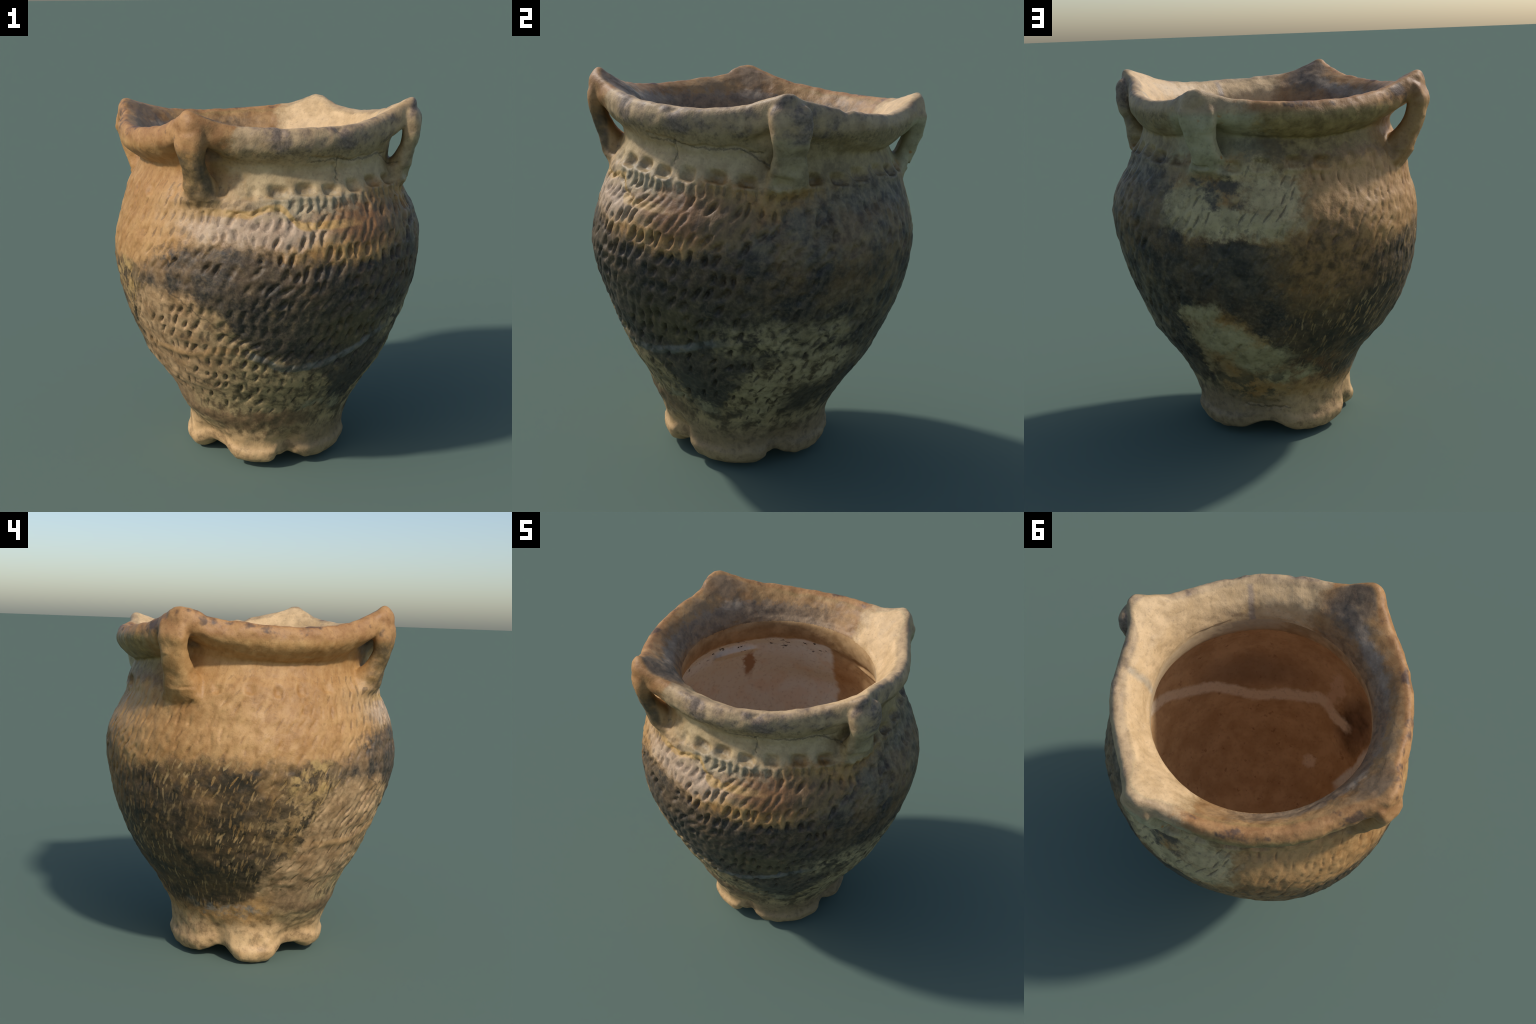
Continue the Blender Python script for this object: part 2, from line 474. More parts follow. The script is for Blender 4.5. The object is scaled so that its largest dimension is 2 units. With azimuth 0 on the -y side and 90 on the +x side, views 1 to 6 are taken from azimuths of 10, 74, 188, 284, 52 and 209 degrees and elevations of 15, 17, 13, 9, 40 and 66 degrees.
    def sector(self, a0, a1, soft=8, a=None):
        a = self.azw if a is None else a
        c, h = (a0 + a1) / 2, (a1 - a0) / 2
        return self.step(self.op('ABSOLUTE', self.wrap(self.sub(a, float(c)))), h + soft / 2, h - soft / 2)
    def paint(self, f, colour):
        self.col = self.mix(f, self.col, colour)
    def press(self):
        """the same rule of slanting presses as in the geometry"""
        ra = self.mul(self.az, math.pi / 180)
        S = lambda k, p, zz: self.op('SINE', self.add(self.mul(ra, float(k)), self.mul(self.z, float(zz)), float(p)))
        z = self.add(self.z, self.mul(S(5, 1.3, 0), .013), self.mul(S(13, 0, 9), .006), self.mul(S(29, 0, 0), .004))
        S = lambda k, p, zz: self.op('SINE', self.add(self.mul(ra, float(k)), self.mul(z, float(zz)), float(p)))
        az = self.add(self.az, self.mul(S(3, 0, 17), .9), self.mul(S(11, 0, 31), .5))
        row = self.op('FLOOR', self.op('DIVIDE', self.sub(z, ROW_Z), ROW_H))
        n = self.add(58.0, self.mul(self.op('GREATER_THAN', row, 1.5), 12.0), self.mul(self.op('GREATER_THAN', row, 4.5), 16.0))
        u = self.add(self.mul(self.op('DIVIDE', self.add(az, 180.0), 360.0), n), self.mul(self.op('FLOORED_MODULO', row, 2.0), .5), self.mul(self.op('SINE', self.mul(row, 2.3)), .9))
        i = self.op('FLOOR', u)
        k = self.op('FLOORED_MODULO', i, n)
        def h(a, b, c): return self.op('FRACT', self.mul(self.op('SINE', self.add(self.mul(k, a), self.mul(row, b))), c))
        h1, h2, h3 = h(1.37, 2.11, 43.7), h(2.71, 1.53, 37.3), h(.83, 3.17, 51.9)
        h1, h2, h3 = [self.op('FRACT', self.add(q, 1.0)) for q in (h1, h2, h3)]
        dz = self.sub(self.sub(z, self.add(self.mul(self.add(row, .5), ROW_H), ROW_Z)), self.mul(self.sub(h1, .5), .024))
        du = self.sub(self.sub(self.sub(u, i), .5), self.mul(self.sub(h2, .5), .42))
        du = self.sub(self.op('DIVIDE', self.mul(du, TAU * .8), n), self.mul(self.add(.22, self.mul(h3, .40)), dz))
        lowf = self.step(z, .62, .92, .72, 1.0)
        a = self.op('DIVIDE', self.op('DIVIDE', du, self.add(.0115, self.mul(h2, .007))), self.mul(lowf, self.step(self.op('ABSOLUTE', self.wrap(self.add(self.az, 28.0))), 76.0, 110.0, 1.0, .55)))
        b = self.op('DIVIDE', self.op('DIVIDE', dz, self.add(.025, self.mul(h1, .012))), lowf)
        q2 = self.mul(self.add(self.mul(a, a), self.mul(b, b)), self.step(self.noise(48.0, 3, .6, off=17.0), .25, .75, .35, 1.9))
        return self.op('EXPONENT', self.mul(self.op('POWER', q2, 1.25), -1.0)), h1, h3


def clay_material(upper):
    """upper: neck, lip, mouth and straps; otherwise belly and feet"""
    g = Nodes("fired_clay_mouth" if upper else "fired_clay_belly")
    # ragged edges: azimuth and height shaken by noise
    n1 = g.sub(g.noise(4.0, 4, .6, off=1.0), .5); n2 = g.sub(g.noise(4.0, 4, .6, off=5.0), .5)
    n3 = g.sub(g.noise(22.0, 5, .7, off=2.0), .5); n4 = g.sub(g.noise(22.0, 5, .7, off=7.0), .5)
    g.azw = g.add(g.az, g.mul(n1, 24.0), g.mul(n3, 17.0))
    g.zw = g.add(g.z, g.mul(n2, .18), g.mul(n4, .17))
    # stretched grain following the potter's strokes
    sv = g.vec(g.add(g.mul(g.az, .045), g.mul(g.z, -1.3)), g.mul(g.z, 1.2), g.r)
    stroke = g.noise(6.0, 5, .6, dist=.5, vec=sv, off=3.0)
    grime = g.noise(19.0, 5, .62, dist=.3, off=6.0)
    fine = g.noise(55.0, 4, .65, off=4.0)
    mott = g.noise(11.0, 5, .62, dist=.4, off=9.0)
    big = g.noise(3.0, 3, .5, off=12.0)
    if not upper:
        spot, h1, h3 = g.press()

    # ---- clay colours by region -------------------------------------------
    g.col = g.mix(g.step(mott, .3, .7), (.36, .205, .085), (.43, .285, .135))
    orange = g.mix(g.step(g.add(g.mul(grime, .2), g.mul(big, .35), g.mul(stroke, .45)), .36, .64), (.33, .185, .080), (.48, .305, .148))
    olive = g.mix(g.step(grime, .36, .62), (.120, .090, .048), (.36, .275, .150))
    cream = g.mix(g.step(mott, .3, .7), (.40, .315, .170), (.58, .46, .26))
    foot = g.mix(g.step(grime, .32, .66), (.36, .24, .130), (.50, .34, .185))
    greybrown = g.mix(g.step(stroke, .3, .7), (.105, .085, .062), (.20, .165, .12))
    soot = g.mix(g.step(fine, .3, .75), (.022, .020, .017), (.060, .052, .040))
    brownsoot = g.mix(g.step(mott, .35, .7), (.045, .032, .018), (.13, .085, .040))

    g.paint(g.sector(112, 252, 26), orange)
    g.paint(g.mul(g.sector(-150, 66, 26), g.step(g.zw, 1.20, .95)), olive)
    yellowish = g.mix(g.step(mott, .34, .66), (.27, .172, .092), (.50, .345, .20))
    g.paint(g.mul(g.blob(-126, .84, 30, .34), .9), yellowish)
    g.paint(g.blob(-150, .58, 32, .16), yellowish)
    g.paint(g.mul(g.blob(-100, 1.50, 22, .13), .8), g.mix(g.step(stroke, .3, .7), (.40, .265, .135), (.52, .37, .22)))
    pink = g.mix(g.step(stroke, .3, .7), (.38, .275, .19), (.52, .40, .29))
    g.paint(g.mul(g.blob(-82, 1.42, 26, .085), .9), pink)
    g.paint(g.blob(-62, 1.54, 24, .06), g.mix(g.step(mott, .3, .7), (.33, .27, .18), (.46, .37, .24)))
    g.paint(g.mul(g.blob(-40, 1.43, 15, .10), .85), g.mix(g.step(stroke, .3, .7), (.14, .075, .042), (.33, .175, .090)))
    g.paint(g.mul(g.blob(-22, 1.42, 12, .10), .75), g.mix(g.step(stroke, .3, .7), (.10, .078, .048), (.22, .15, .08)))

    if not upper:
        # ---- soot belt round the belly ----------------------------------------
        g.azc = g.wrap(g.add(g.az, g.mul(n1, 22.0), g.mul(n3, 12.0)))
        top = g.curve(g.azc, [(-180, 1.22), (-162, 1.20), (-140, 1.20), (-130, 1.19), (-122, 1.26), (-106, 1.345), (-94, 1.345), (-72, 1.31), (-48, 1.27), (-30, 1.30), (-18, 1.36),
                             (-8, 1.43), (8, 1.52), (30, 1.54), (48, 1.55), (58, 1.54), (65, 1.42), (71, 1.21), (87, 1.22), (100, 1.20), (109, 1.08), (118, .98), (127, .98), (135, 1.07), (143, 1.13), (159, 1.17), (170, 1.21), (180, 1.22)], .2, 1.7)
        bot = g.curve(g.azc, [(-180, .33), (-165, .41), (-156, .56), (-147, .68), (-140, .86), (-131, 1.04), (-119, 1.10), (-104, 1.03), (-94, .95), (-88, .84), (-79, .76), (-70, .70), (-58, .66),
                             (-50, .56), (-45, .40), (-36, .34), (-28, .40), (-20, .56), (-8, .70), (6, .74), (15, .76), (21, .66), (27, .50), (36, .33), (57, .32), (62, .80), (80, .78), (92, .68), (98, .57), (106, .48), (114, .42), (128, .36), (150, .29), (180, .33)], .2, 1.7)
        belt = g.mul(g.step(g.sub(top, g.zw), -.035, .05), g.step(g.sub(g.zw, bot), -.04, .05))
        front = g.mul(g.sector(-126, 62, 24), 1.0)
        back = g.sector(104, 232, 14)
        # mask of the front hollows; on the back the presses stay light
        holes = g.mul(g.step(spot, .25, .7), front)
        fv = g.vec(g.add(g.mul(g.az, .38), g.mul(g.z, -7.0)), g.mul(g.z, 8.0), 0.0)
        streaks = g.step(g.noise(2.1, 2, .5, vec=fv, off=23.0), .56, .64)
        flecks = g.mul(g.mx(g.mul(g.step(spot, .40, .66), g.step(h1, .30, .5)), g.mul(streaks, .8)), back, g.mx(g.step(g.noise(4.5, 2, .5, off=24.0), .34, .60, .35, 1.0), g.blob(-140, .96, 16, .24)))
        loss = g.step(g.noise(16.0, 5, .7, off=21.0), .60, .70)
        loss_back = g.mul(loss, g.sector(98, 236, 10), .6)
        worn = g.step(g.noise(7.0, 4, .6, off=31.0), .38, .62)
        dens = g.sub(1.0, g.mul(worn, g.add(.16, g.mul(g.sector(-14, 60, 20), .18), g.mul(g.blob(-172, 1.1, 24, .12), .35), g.mul(g.blob(-122, 1.2, 14, .09), .3))))
        dens = g.mul(dens, g.sub(1.0, g.mul(g.blob(117, 1.02, 12, .2, .8), .55)))
        belt_f = g.mul(belt, dens)
        # crests between the hollows rubbed paler
        rub = g.mul(front, g.step(spot, .35, .05), g.step(stroke, .45, .70))
        sootc = g.mix(g.mul(rub, .6), soot, (.140, .105, .072))
        sootc = g.mix(g.sector(108, 230, 20), sootc, g.mix(g.step(g.noise(6.0, 4, .6, off=41.0), .42, .62), (.024, .020, .013), g.mix(.45, (.030, .024, .015), brownsoot)))
        sootc = g.mix(g.mul(g.blob(14, 1.42, 46, .17), .92), sootc, g.mix(g.step(grime, .34, .66), (.062, .052, .040), (.215, .170, .112)))
        sootc = g.mix(g.mul(g.blob(84, 1.02, 20, .16), .75), sootc, g.mix(g.step(mott, .35, .68), (.040, .034, .026), (.125, .102, .070)))
        sootc = g.mix(g.mul(g.blob(-46, .88, 16, .11), .6), sootc, (.120, .095, .045))
        sootc = g.mix(g.mul(g.blob(114, .96, 11, .12), g.step(mott, .46, .58)), sootc, (.155, .070, .024))
        sootc = g.mix(g.mul(g.blob(42, 1.05, 14, .22), g.step(stroke, .45, .66), .7), sootc, (.165, .120, .058))
        g.paint(belt_f, sootc)
        light = g.mix(g.step(mott, .4, .6), (.30, .185, .080), (.42, .30, .155))
        g.paint(g.mul(belt, flecks, .8), light)
        g.paint(g.mul(belt, loss_back, g.step(g.noise(5.0, 2, .5, off=44.0), .40, .56), .9), g.mix(g.step(mott, .35, .6), (.16, .09, .035), (.30, .19, .085)))
        g.paint(g.mul(belt, g.blob(-144, .86, 12, .32, .9), g.step(g.noise(12.0, 5, .65, off=47.0), .46, .56), .8), g.mix(g.step(mott, .35, .65), (.22, .14, .066), (.42, .29, .15)))
        backbrown = g.mul(g.sector(106, 138, 16), g.step(g.zw, .86, 1.0), g.step(g.zw, 1.42, 1.16))
        g.paint(g.mul(backbrown, .8), g.mix(g.step(grime, .36, .64), (.075, .045, .022), (.27, .155, .068)))
        # pale dribble rings and blotches left side
        g.paint(g.mul(g.blob(-143, 1.12, 9, .11, .3), g.step(g.noise(13.0, 3, .5, off=52.0), .50, .58), .9), (.40, .28, .13))

        # ---- single patches ----------------------------------------------------
        creamy = g.mx(g.mx(g.blob(86, 1.28, 24, .07, .35), g.blob(70, 1.36, 9, .11, .4)), g.mul(g.blob(101, 1.42, 13, .12, .4), .9))
        creamy = g.mx(creamy, g.mul(g.blob(95, 1.53, 16, .05, .5), .8))
        creamy = g.mul(creamy, g.step(g.azw, 117, 110))
        g.paint(creamy, cream)
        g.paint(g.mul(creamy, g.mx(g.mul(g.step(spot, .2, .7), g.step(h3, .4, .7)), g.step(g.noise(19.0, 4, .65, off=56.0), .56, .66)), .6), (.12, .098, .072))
        g.paint(g.mul(g.mx(g.blob(80, 1.455, 10, .05, .4), g.blob(82, 1.37, 8, .045, .4)), g.step(mott, .38, .55), .9), (.055, .048, .040))
        strip = g.mx(g.mx(g.blob(69, .78, 7, .07, .5), g.blob(76, .64, 15, .09, .35)), g.mx(g.blob(92, .52, 16, .085, .35), g.blob(108, .41, 15, .06, .4)))
        g.paint(g.mul(strip, .95), g.mix(g.step(mott, .25, .6), (.30, .245, .130), (.46, .38, .215)))
        low = g.mul(g.sector(56, 108, 10), g.step(g.zw, .50, .38))
        g.paint(g.mul(low, g.step(g.noise(14.0, 4, .6, off=61.0), .46, .56), .85), (.105, .085, .048))
        pale = g.mx(g.mx(g.blob(-8, .50, 12, .18, .6), g.blob(13, .68, 16, .12, .6)), g.mx(g.blob(-8, .84, 17, .09, .7), g.mul(g.blob(14, .86, 9, .12, .6), .8)))
        g.paint(g.mul(pale, g.step(grime, .34, .58), .95), g.mix(g.step(mott, .3, .65), (.27, .215, .120), (.46, .375, .220)))
        g.paint(g.mul(g.blob(15, .46, 14, .10, .5), .85), (.060, .052, .036))
        g.paint(g.mul(g.blob(-22, .34, 14, .06, .6), g.step(mott, .62, .42), .8), (.062, .052, .034))
        g.paint(g.mul(g.blob(-42, .50, 12, .13, .5), g.step(mott, .66, .45), .9), (.048, .043, .033))
        g.paint(g.blob(-37, .385, 6, .035, .4), (.27, .23, .14))
        g.paint(g.mul(g.blob(-55, .40, 5, .03, .5), .9), (.26, .225, .145))
        # hollows painted dark for dirt and the shade inside them
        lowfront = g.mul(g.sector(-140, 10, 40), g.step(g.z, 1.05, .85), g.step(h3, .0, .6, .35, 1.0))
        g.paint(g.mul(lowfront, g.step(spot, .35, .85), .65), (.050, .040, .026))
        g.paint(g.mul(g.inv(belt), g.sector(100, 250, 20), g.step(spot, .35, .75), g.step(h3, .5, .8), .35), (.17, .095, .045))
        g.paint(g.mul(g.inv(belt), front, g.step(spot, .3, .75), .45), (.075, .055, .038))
        # brown smear above the feet
        waist = g.mul(g.sector(-140, -50, 30), g.blob(-96, .315, 70, .055, .5))
        g.paint(g.mul(waist, .85), g.mix(g.step(mott, .35, .65), (.10, .066, .036), (.24, .155, .085)))
        g.paint(g.mul(g.blob(-140, .40, 14, .09, .5), .8), g.mix(g.step(stroke, .35, .65), (.17, .11, .062), (.26, .175, .10)))
        # feet
        fz = g.step(g.zw, .30, .20)
        g.paint(fz, g.mix(g.mul(g.sector(-62, 98, 30), .62), foot, (.17, .135, .085)))
        g.paint(g.mul(g.step(g.zw, .25, .15), g.mx(g.sector(-182, -140, 14), g.mul(g.sector(-110, -70, 12), .8))), g.mix(g.step(mott, .3, .7), (.50, .33, .175), (.60, .42, .235)))
        g.paint(g.mul(g.step(g.z, .15, .06), g.sector(-60, 100, 20), .6), (.40, .29, .16))
        g.paint(g.mul(fz, g.step(g.noise(9.0, 5, .65, off=71.0), .58, .68), .55), (.13, .095, .055))

        g.paint(g.mul(g.blob(38, 1.535, 32, .075, .5), .85), g.mix(g.step(grime, .36, .64), (.085, .072, .052), (.25, .20, .13)))
        # mended seams
        ochre_z = g.curve(g.az, [(-180, 1.5), (-100, 1.505), (-88, 1.50), (-78, 1.53), (-71, 1.475), (-65, 1.44), (-52, 1.44), (-40, 1.44), (180, 1.44)], 1.2, 1.7)
        g.paint(g.mul(g.step(g.op('ABSOLUTE', g.sub(g.add(g.z, g.mul(n4, .02)), ochre_z)), .024, .010), g.sector(-102, -48, 14), .85), g.mix(g.step(mott, .35, .6), (.38, .235, .095), (.50, .34, .155)))
        seam = g.curve(g.az, [(-180, .72), (-140, .74), (-115, .735), (-96, .80), (-85, .76), (-70, .69), (-56, .71), (-44, .75), (-31, .81), (-15, .85), (180, .85)], .2, 1.7)
        sm = g.step(g.op('ABSOLUTE', g.sub(g.add(g.z, g.mul(n4, .03)), seam)), .030, .014)
        g.paint(g.mul(sm, g.sector(-88, -22, 12), g.step(mott, .30, .62, .25, .8)), g.mix(g.step(mott, .4, .6), (.095, .098, .090), (.155, .155, .140)))
        g.paint(g.mul(sm, g.sector(-142, -92, 12), .6), (.34, .215, .105))
        g.paint(g.mul(g.step(g.op('ABSOLUTE', g.sub(g.zw, .335)), .05, .01), g.sector(158, 205, 20), g.step(mott, .45, .58), .8), (.19, .18, .155))
        g.paint(g.mul(g.blob(118, .42, 20, .10, .6), g.step(mott, .46, .60), .7), (.17, .085, .040))

    # ---- neck, rim and handles --------------------------------------------
    up = g.step(g.zw, 1.55, 1.62)
    neckF = g.mul(up, g.sector(-94, -10, 14))
    g.paint(neckF, g.mix(g.step(mott, .35, .65), (.40, .295, .165), (.53, .405, .240)))
    g.paint(g.mul(up, g.sector(-14, 62, 16)), g.mix(g.step(mott, .35, .65), (.22, .160, .080), (.42, .315, .165)))
    g.paint(g.mul(up, g.sector(60, 100, 10)), g.mix(g.step(mott, .3, .7), (.34, .29, .17), (.46, .39, .24)))
    g.paint(g.mul(up, g.sector(96, 150, 14)), g.mix(g.step(grime, .3, .7), (.19, .130, .055), (.38, .275, .125)))
    g.paint(g.mul(up, g.sector(60, 110, 20), g.blob(97, 1.62, 12, .06, .5), .6), (.06, .045, .032))
    g.paint(g.mul(g.step(g.op('ABSOLUTE', g.sub(g.zw, 1.575)), .05, .01), g.sector(104, 160, 16), .55), (.15, .095, .055))
    under = g.mul(g.step(g.z, 1.70, 1.78), g.step(g.r, .60, .64))  # shadow beneath the lip, painted as a darker clay band
    g.paint(g.mul(under, g.sector(-98, 66, 10), g.step(mott, .35, .58), .85), g.mix(g.step(fine, .35, .65), (.150, .108, .058), (.31, .225, .118)))
    # handles
    onstrap = g.step(g.r, .735, .765)
    hB = g.mul(onstrap, g.sector(-114, -98, 8, g.az), g.step(g.z, 1.52, 1.60))
    g.paint(g.mul(hB, g.step(mott, .28, .58), .92), g.mix(g.step(grime, .35, .65), (.065, .048, .026), (.19, .13, .062)))
    g.paint(g.mul(hB, g.blob(-98, 1.68, 8, .10, .6), .8), (.085, .068, .045))
    hD = g.mul(onstrap, g.sector(-16, 4, 8, g.az), up)
    g.paint(g.mul(hD, .9), g.mix(g.step(mott, .34, .66), (.22, .17, .10), (.42, .335, .20)))
    hC = g.mul(onstrap, g.sector(66, 90, 8, g.az), g.step(g.z, 1.49, 1.55))
    g.paint(g.mul(hC, .95), g.mix(g.step(mott, .3, .66), (.33, .285, .165), (.47, .41, .255)))
    g.paint(g.mul(hC, g.step(g.noise(13.0, 2, .5, off=81.0), .64, .70), .8), (.40, .20, .075))

    if upper:
        # lip: its top edge is rubbed, with grey and red-brown stains
        _rim_r = g.curve(g.az, [(-180, .80), (-149, .764), (-124, .755), (-112, .80), (-105.5, .83), (-97, .78), (-85, .70), (-56, .672), (-30, .676), (-18, .71), (-6.5, .80), (3, .74), (10, .70), (33, .706), (56, .724),
                               (68, .79), (75.5, .84), (83, .79), (95, .755), (122, .748), (149, .775), (160, .82), (168.5, .868), (180, .80)], .5, 1.0)
        edge = g.sub(g.r, _rim_r)                       # <0 inside the mouth
        hi = g.step(g.z, 1.79, 1.83)
        lipband = g.mul(hi, g.step(edge, -.06, -.03))
        g.paint(g.mul(lipband, g.sector(90, 268, 8)), g.mix(g.step(mott, .30, .70), (.28, .150, .070), (.44, .265, .130)))
        g.paint(g.mul(lipband, g.sector(95, 250, 8), g.step(g.noise(10.0, 3, .6, off=91.0), .52, .64), .8), (.075, .052, .042))
        g.paint(g.mul(lipband, g.sector(-92, 92, 8)), g.mix(g.step(mott, .30, .70), (.33, .235, .140), (.53, .39, .235)))
        g.paint(g.mul(lipband, g.sector(-86, 80, 8), g.step(g.noise(7.0, 5, .6, off=95.0), .54, .70), .7), (.14, .105, .085))

        g.paint(g.mul(g.step(g.z, 1.77, 1.80), g.step(edge, -.02, .005), g.sector(-84, 30, 14), g.step(g.noise(6.5, 5, .62, off=97.0), .45, .60), .8), g.mix(g.step(fine, .35, .65), (.085, .066, .060), (.20, .155, .13)))

        # the sloping inside of the mouth
        wall = g.add(.622, g.mul(g.step(g.z, 1.66, 1.87), g.sub(g.sub(_rim_r, .045), .622)))
        collar = g.mul(g.step(g.z, 1.52, 1.60), g.step(g.sub(g.r, wall), .012, -.012))
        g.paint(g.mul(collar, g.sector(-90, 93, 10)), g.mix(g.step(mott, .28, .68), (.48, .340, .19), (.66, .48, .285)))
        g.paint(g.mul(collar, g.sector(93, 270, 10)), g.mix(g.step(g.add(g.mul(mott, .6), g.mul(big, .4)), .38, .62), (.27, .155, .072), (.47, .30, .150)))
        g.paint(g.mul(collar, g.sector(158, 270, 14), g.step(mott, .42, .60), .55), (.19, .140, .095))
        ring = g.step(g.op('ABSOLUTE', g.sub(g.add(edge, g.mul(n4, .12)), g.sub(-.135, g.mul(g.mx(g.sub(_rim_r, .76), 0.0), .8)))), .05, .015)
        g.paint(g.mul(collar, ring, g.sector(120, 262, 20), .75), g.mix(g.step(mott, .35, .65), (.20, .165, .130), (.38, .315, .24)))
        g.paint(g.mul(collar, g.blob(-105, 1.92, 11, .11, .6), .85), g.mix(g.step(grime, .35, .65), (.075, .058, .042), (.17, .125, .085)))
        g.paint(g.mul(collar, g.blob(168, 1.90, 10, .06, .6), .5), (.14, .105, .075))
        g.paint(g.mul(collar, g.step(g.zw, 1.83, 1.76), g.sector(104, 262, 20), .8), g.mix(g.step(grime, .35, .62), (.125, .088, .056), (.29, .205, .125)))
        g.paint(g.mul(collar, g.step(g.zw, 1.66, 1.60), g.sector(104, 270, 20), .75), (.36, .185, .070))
        g.paint(g.mul(collar, g.step(g.z, 1.76, 1.68), g.sector(-82, 30, 16), .5), (.36, .27, .16))
        g.paint(g.mul(collar, g.sector(-57.5, -54.0, 2.2, g.add(g.az, g.mul(n1, 10.0))), .6), (.22, .185, .165))
        g.paint(g.mul(collar, g.sector(20, 23, 3, g.add(g.az, g.mul(n1, 10.0))), .7), (.36, .31, .23))

    # cracks hold dark dirt
    def streak(a0, z0, a1, z1, w):
        L = ((a1 - a0) * .012) ** 2 + (z1 - z0) ** 2
        da, dz = g.sub(g.add(g.az, g.mul(n3, 5.0)), float(a0)), g.sub(g.add(g.z, g.mul(n4, .05), g.mul(n2, .06)), float(z0))
        t = g.clamp(g.op('DIVIDE', g.add(g.mul(da, (a1 - a0) * .012 ** 2), g.mul(dz, z1 - z0)), L))
        u = g.mul(g.sub(da, g.mul(t, a1 - a0)), .012); v = g.sub(dz, g.mul(t, z1 - z0))
        return g.step(g.op('SQRT', g.add(g.mul(u, u), g.mul(v, v))), w * 1.6, w * .4)
    for c in ((-62, 1.745, -12, 1.72), (-49, 1.74, -49, 1.63), (-20, 1.725, -2, 1.63), (-22, 1.27, -3, 1.16), (-118, 1.12, -92, .86), (77, .20, 110, .17)):
        if (c[1] > 1.5) != upper:
            continue
        g.paint(g.mul(streak(*c, .0042), g.mul(g.step(g.r, .60, .64), g.step(g.r, .735, .72)) if c[1] > 1.5 else 1.0, .5), (.045, .034, .022))

    clean = g.mul(g.sector(120, 252, 24), g.step(g.zw, 1.12, 1.25), .7)
    g.paint(g.mul(g.step(grime, .50, .36), g.inv(clean), g.step(g.z, 1.72, 1.5, .14, .5)), g.mix(.62, g.col, (.035, .022, .012)))
    g.paint(g.mul(g.step(grime, .56, .70), .22), g.mix(.5, g.col, (.66, .44, .21)))
    # ---- fine grain over everything ----------------------------------------
    g.col = g.mix(g.mul(g.step(fine, .45, .75), .20), g.col, g.mix(.4, g.col, (.60, .44, .24)))
    g.col = g.mix(g.mul(g.step(fine, .50, .28), .35), g.col, g.mix(.7, g.col, (.03, .022, .015)))
    hs = g.nt.nodes.new('ShaderNodeHueSaturation'); hs.inputs['Hue'].default_value = .497; hs.inputs['Saturation'].default_value = 1.12; hs.inputs['Value'].default_value = .97
    g.link(g.col, hs.inputs['Color'])
    g.link(hs.outputs[0], g.bsdf.inputs['Base Color'])
    g.put(g.bsdf.inputs['Roughness'], g.step(mott, .2, .8, .46, .66))
    g.bsdf.inputs['Specular IOR Level'].default_value = .34
    bump = g.nt.nodes.new('ShaderNodeBump'); bump.inputs['Strength'].default_value = .45; bump.inputs['Distance'].default_value = .008
    g.link(g.add(g.mul(fine, .5), g.mul(g.noise(120.0, 2, .6, off=99.0), .25), g.mul(stroke, .6)), bump.inputs['Height'])
    g.link(bump.outputs[0], g.bsdf.inputs['Normal'])
    return g.mat


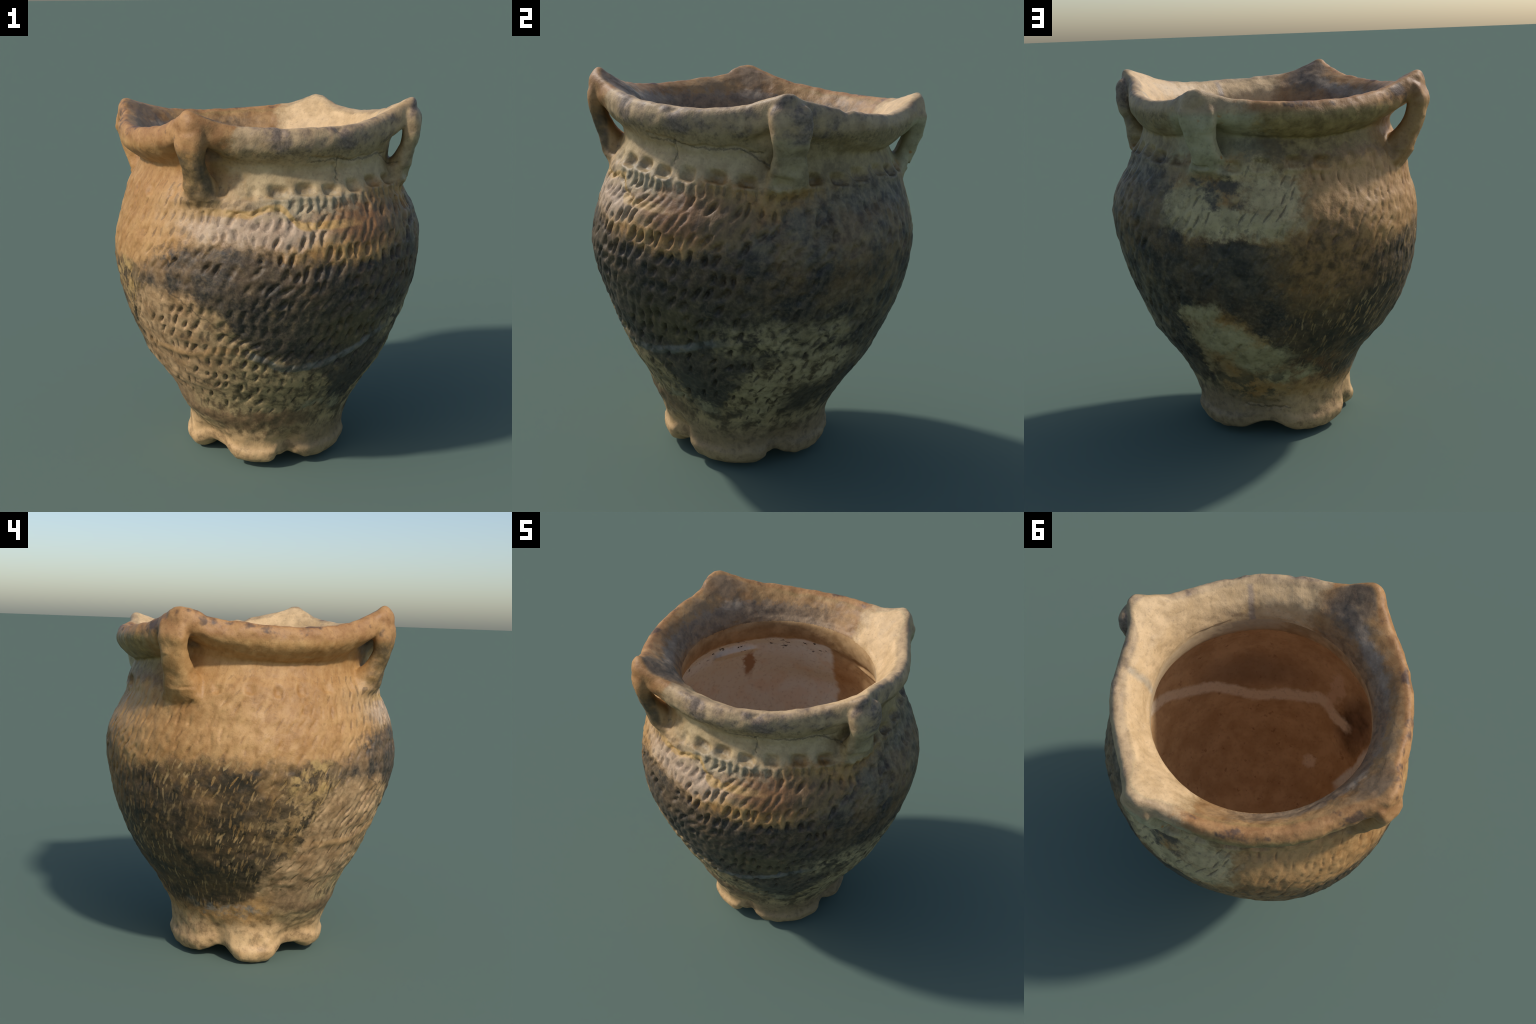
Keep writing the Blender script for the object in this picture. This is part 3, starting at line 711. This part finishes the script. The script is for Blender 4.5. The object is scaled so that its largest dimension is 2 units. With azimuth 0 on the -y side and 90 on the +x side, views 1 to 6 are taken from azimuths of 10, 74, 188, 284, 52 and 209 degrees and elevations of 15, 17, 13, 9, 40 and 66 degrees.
def inside_material():
    g = Nodes("inner_clay")
    n1 = g.sub(g.noise(4.0, 4, .6, off=1.0), .5); n2 = g.sub(g.noise(4.0, 4, .6, off=5.0), .5)
    n3 = g.sub(g.noise(22.0, 3, .6, off=2.0), .5); n4 = g.sub(g.noise(22.0, 3, .6, off=7.0), .5)
    g.azw = g.add(g.az, g.mul(n1, 14.0), g.mul(n3, 7.0))
    g.zw = g.add(g.z, g.mul(n2, .12), g.mul(n4, .06))
    mott = g.noise(8.0, 5, .6, off=3.0); fine = g.noise(45.0, 4, .6, off=4.0)
    g.col = g.mix(g.step(mott, .3, .7), (.50, .300, .140), (.66, .43, .225))
    g.paint(g.mul(g.step(g.noise(20.0, 4, .65, off=8.0), .60, .70), .6), (.26, .12, .05))
    g.paint(g.mul(g.blob(-55, .90, 26, .12, .7), .55), (.20, .125, .075))
    g.paint(g.mul(g.step(g.zw, 1.42, 1.58), .8), g.mix(g.step(mott, .35, .6), (.26, .155, .068), (.42, .27, .13)))
    g.paint(g.mul(g.step(g.zw, 1.50, 1.62), g.sector(-70, 60, 16), .7), (.44, .33, .20))
    g.paint(g.mul(g.blob(-119, .84, 12, .20, .5), .85), g.mix(g.step(mott, .35, .6), (.07, .042, .026), (.20, .11, .06)))
    seam = g.curve(g.az, [(-180, .70), (-118, .76), (-108, .755), (-96, .81), (-85, .77), (-70, .74), (-58, .72), (-44, .77), (-32, .84), (-19, .90), (-2, 1.0), (14, 1.02), (180, 1.0)], .2, 1.7)
    g.paint(g.mul(g.step(g.op('ABSOLUTE', g.sub(g.add(g.z, g.mul(n4, .05)), seam)), .055, .022), g.sector(-117, 10, 8), .92), (.82, .66, .46))
    g.paint(g.mul(g.blob(-101, .93, 3.5, .14, .4), .7), (.74, .52, .33))
    g.paint(g.blob(-108, .40, 6, .035, .4), (.80, .62, .42))
    plaster = g.mul(g.sector(110, 226, 3, g.add(g.az, g.mul(n1, 8.0), g.mul(n3, 3.0))), g.step(g.zw, .42, .52), g.step(g.add(g.z, g.mul(n2, .10)), 1.565, 1.54))
    g.paint(plaster, g.mix(g.step(g.noise(6.0, 5, .65, off=14.0), .45, .75), (.80, .77, .66), (.78, .66, .50)))
    g.paint(g.mul(plaster, g.step(g.noise(5.0, 3, .6, off=67.0), .50, .66), .35), (.76, .58, .42))
    g.paint(g.mul(plaster, g.blob(157, 1.31, 2.6, .11, .4), .85), (.36, .18, .075))
    mv = g.vec(g.mul(g.az, .22), g.mul(g.z, 40.0), 0.0)
    g.paint(g.mul(plaster, g.step(g.noise(1.3, 2, .5, vec=mv, off=15.0), .63, .67), g.step(g.z, 1.40, 1.50)), (.04, .032, .026))
    g.paint(g.mul(g.step(fine, .5, .28), .25), (.22, .11, .05))
    g.link(g.col, g.bsdf.inputs['Base Color'])
    g.bsdf.inputs['Roughness'].default_value = .95; g.bsdf.inputs['Specular IOR Level'].default_value = .06
    bump = g.nt.nodes.new('ShaderNodeBump'); bump.inputs['Strength'].default_value = .3; bump.inputs['Distance'].default_value = .006
    g.link(g.add(fine, mott), bump.inputs['Height']); g.link(bump.outputs[0], g.bsdf.inputs['Normal'])
    return g.mat

clay_belly = clay_material(False)
clay_mouth = clay_material(True)
inside_clay = inside_material()



# --------------------------------------------------------------------------
# split into named parts that share border vertices and normals
# --------------------------------------------------------------------------
az, rad, z = cyl(co)
N = normals()
nf = len(fused.polygons)
ls = np.empty(nf, int); lt = np.empty(nf, int)
fused.polygons.foreach_get('loop_start', ls); fused.polygons.foreach_get('loop_total', lt)
lv = np.empty(len(fused.loops), int); fused.loops.foreach_get('vertex_index', lv)
fc = np.add.reduceat(co[lv], ls, axis=0) / lt[:, None]
faz, frad, fz = cyl(fc)
finner = inner[lv[ls]]
fR, fH = crest(faz)
part = np.zeros(nf, int)                         # 0 body
names = ["body", "neck", "rim", "inner_wall"]
part[(fz > 1.625)] = 1
part[(fz > fH - .12) & (fz > 1.70)] = 2
part[finner & (fz < 1.70)] = 3
for i, key in enumerate(HANDLES):
    C = strap_lines[key]
    azc = PEAKS[key][0]
    d = np.min(np.linalg.norm(fc[:, None, :] - C[None, 8:-6:2], axis=2), axis=1)
    neck = np.interp(fz, [1.4, 1.5, 1.56, 1.63, 1.7, 1.8, 2], [.80, .75, .725, .70, .70, .745, .8])
    part[(d < .12) & (frad > neck) & (fz < PEAKS[key][2] - .10) & (fz > 1.57) & (np.abs(wrap(faz - azc)) < 14)] = 4 + i
    names.append("handle")
for i, f in enumerate(FEET):
    part[(fz < .17) & (np.abs(wrap(faz - (f[0] + f[1]) / 2)) < (f[1] - f[0]) / 2 + 2) & (frad > .30)] = 8 + i
    names.append("foot")

root = bpy.data.objects.new("clay_jar", None)
root.empty_display_size = .2
bpy.context.scene.collection.objects.link(root)
root["label"] = "old hand-built clay jar with four handles and pressed surface"
root["category"] = "pottery jar"
for pi, nm in enumerate(names):
    sel = np.where(part == pi)[0]
    if not len(sel):
        continue
    loops = np.concatenate([lv[ls[f]:ls[f] + lt[f]] for f in sel])
    uniq, inv = np.unique(loops, return_inverse=True)
    m = bpy.data.meshes.new(nm)
    m.vertices.add(len(uniq)); m.vertices.foreach_set('co', co[uniq].ravel())
    m.loops.add(len(loops)); m.loops.foreach_set('vertex_index', inv.astype(np.int32))
    m.polygons.add(len(sel))
    st = np.concatenate([[0], np.cumsum(lt[sel])[:-1]])
    m.polygons.foreach_set('loop_start', st.astype(np.int32))
    m.polygons.foreach_set('use_smooth', np.ones(len(sel), bool))
    m.update(calc_edges=True); m.validate()
    m.normals_split_custom_set_from_vertices(N[uniq].tolist())
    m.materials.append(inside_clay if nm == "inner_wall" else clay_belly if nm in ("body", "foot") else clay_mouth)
    o = bpy.data.objects.new(nm, m)
    bpy.context.scene.collection.objects.link(o)
    o.parent = root
bpy.data.meshes.remove(fused)
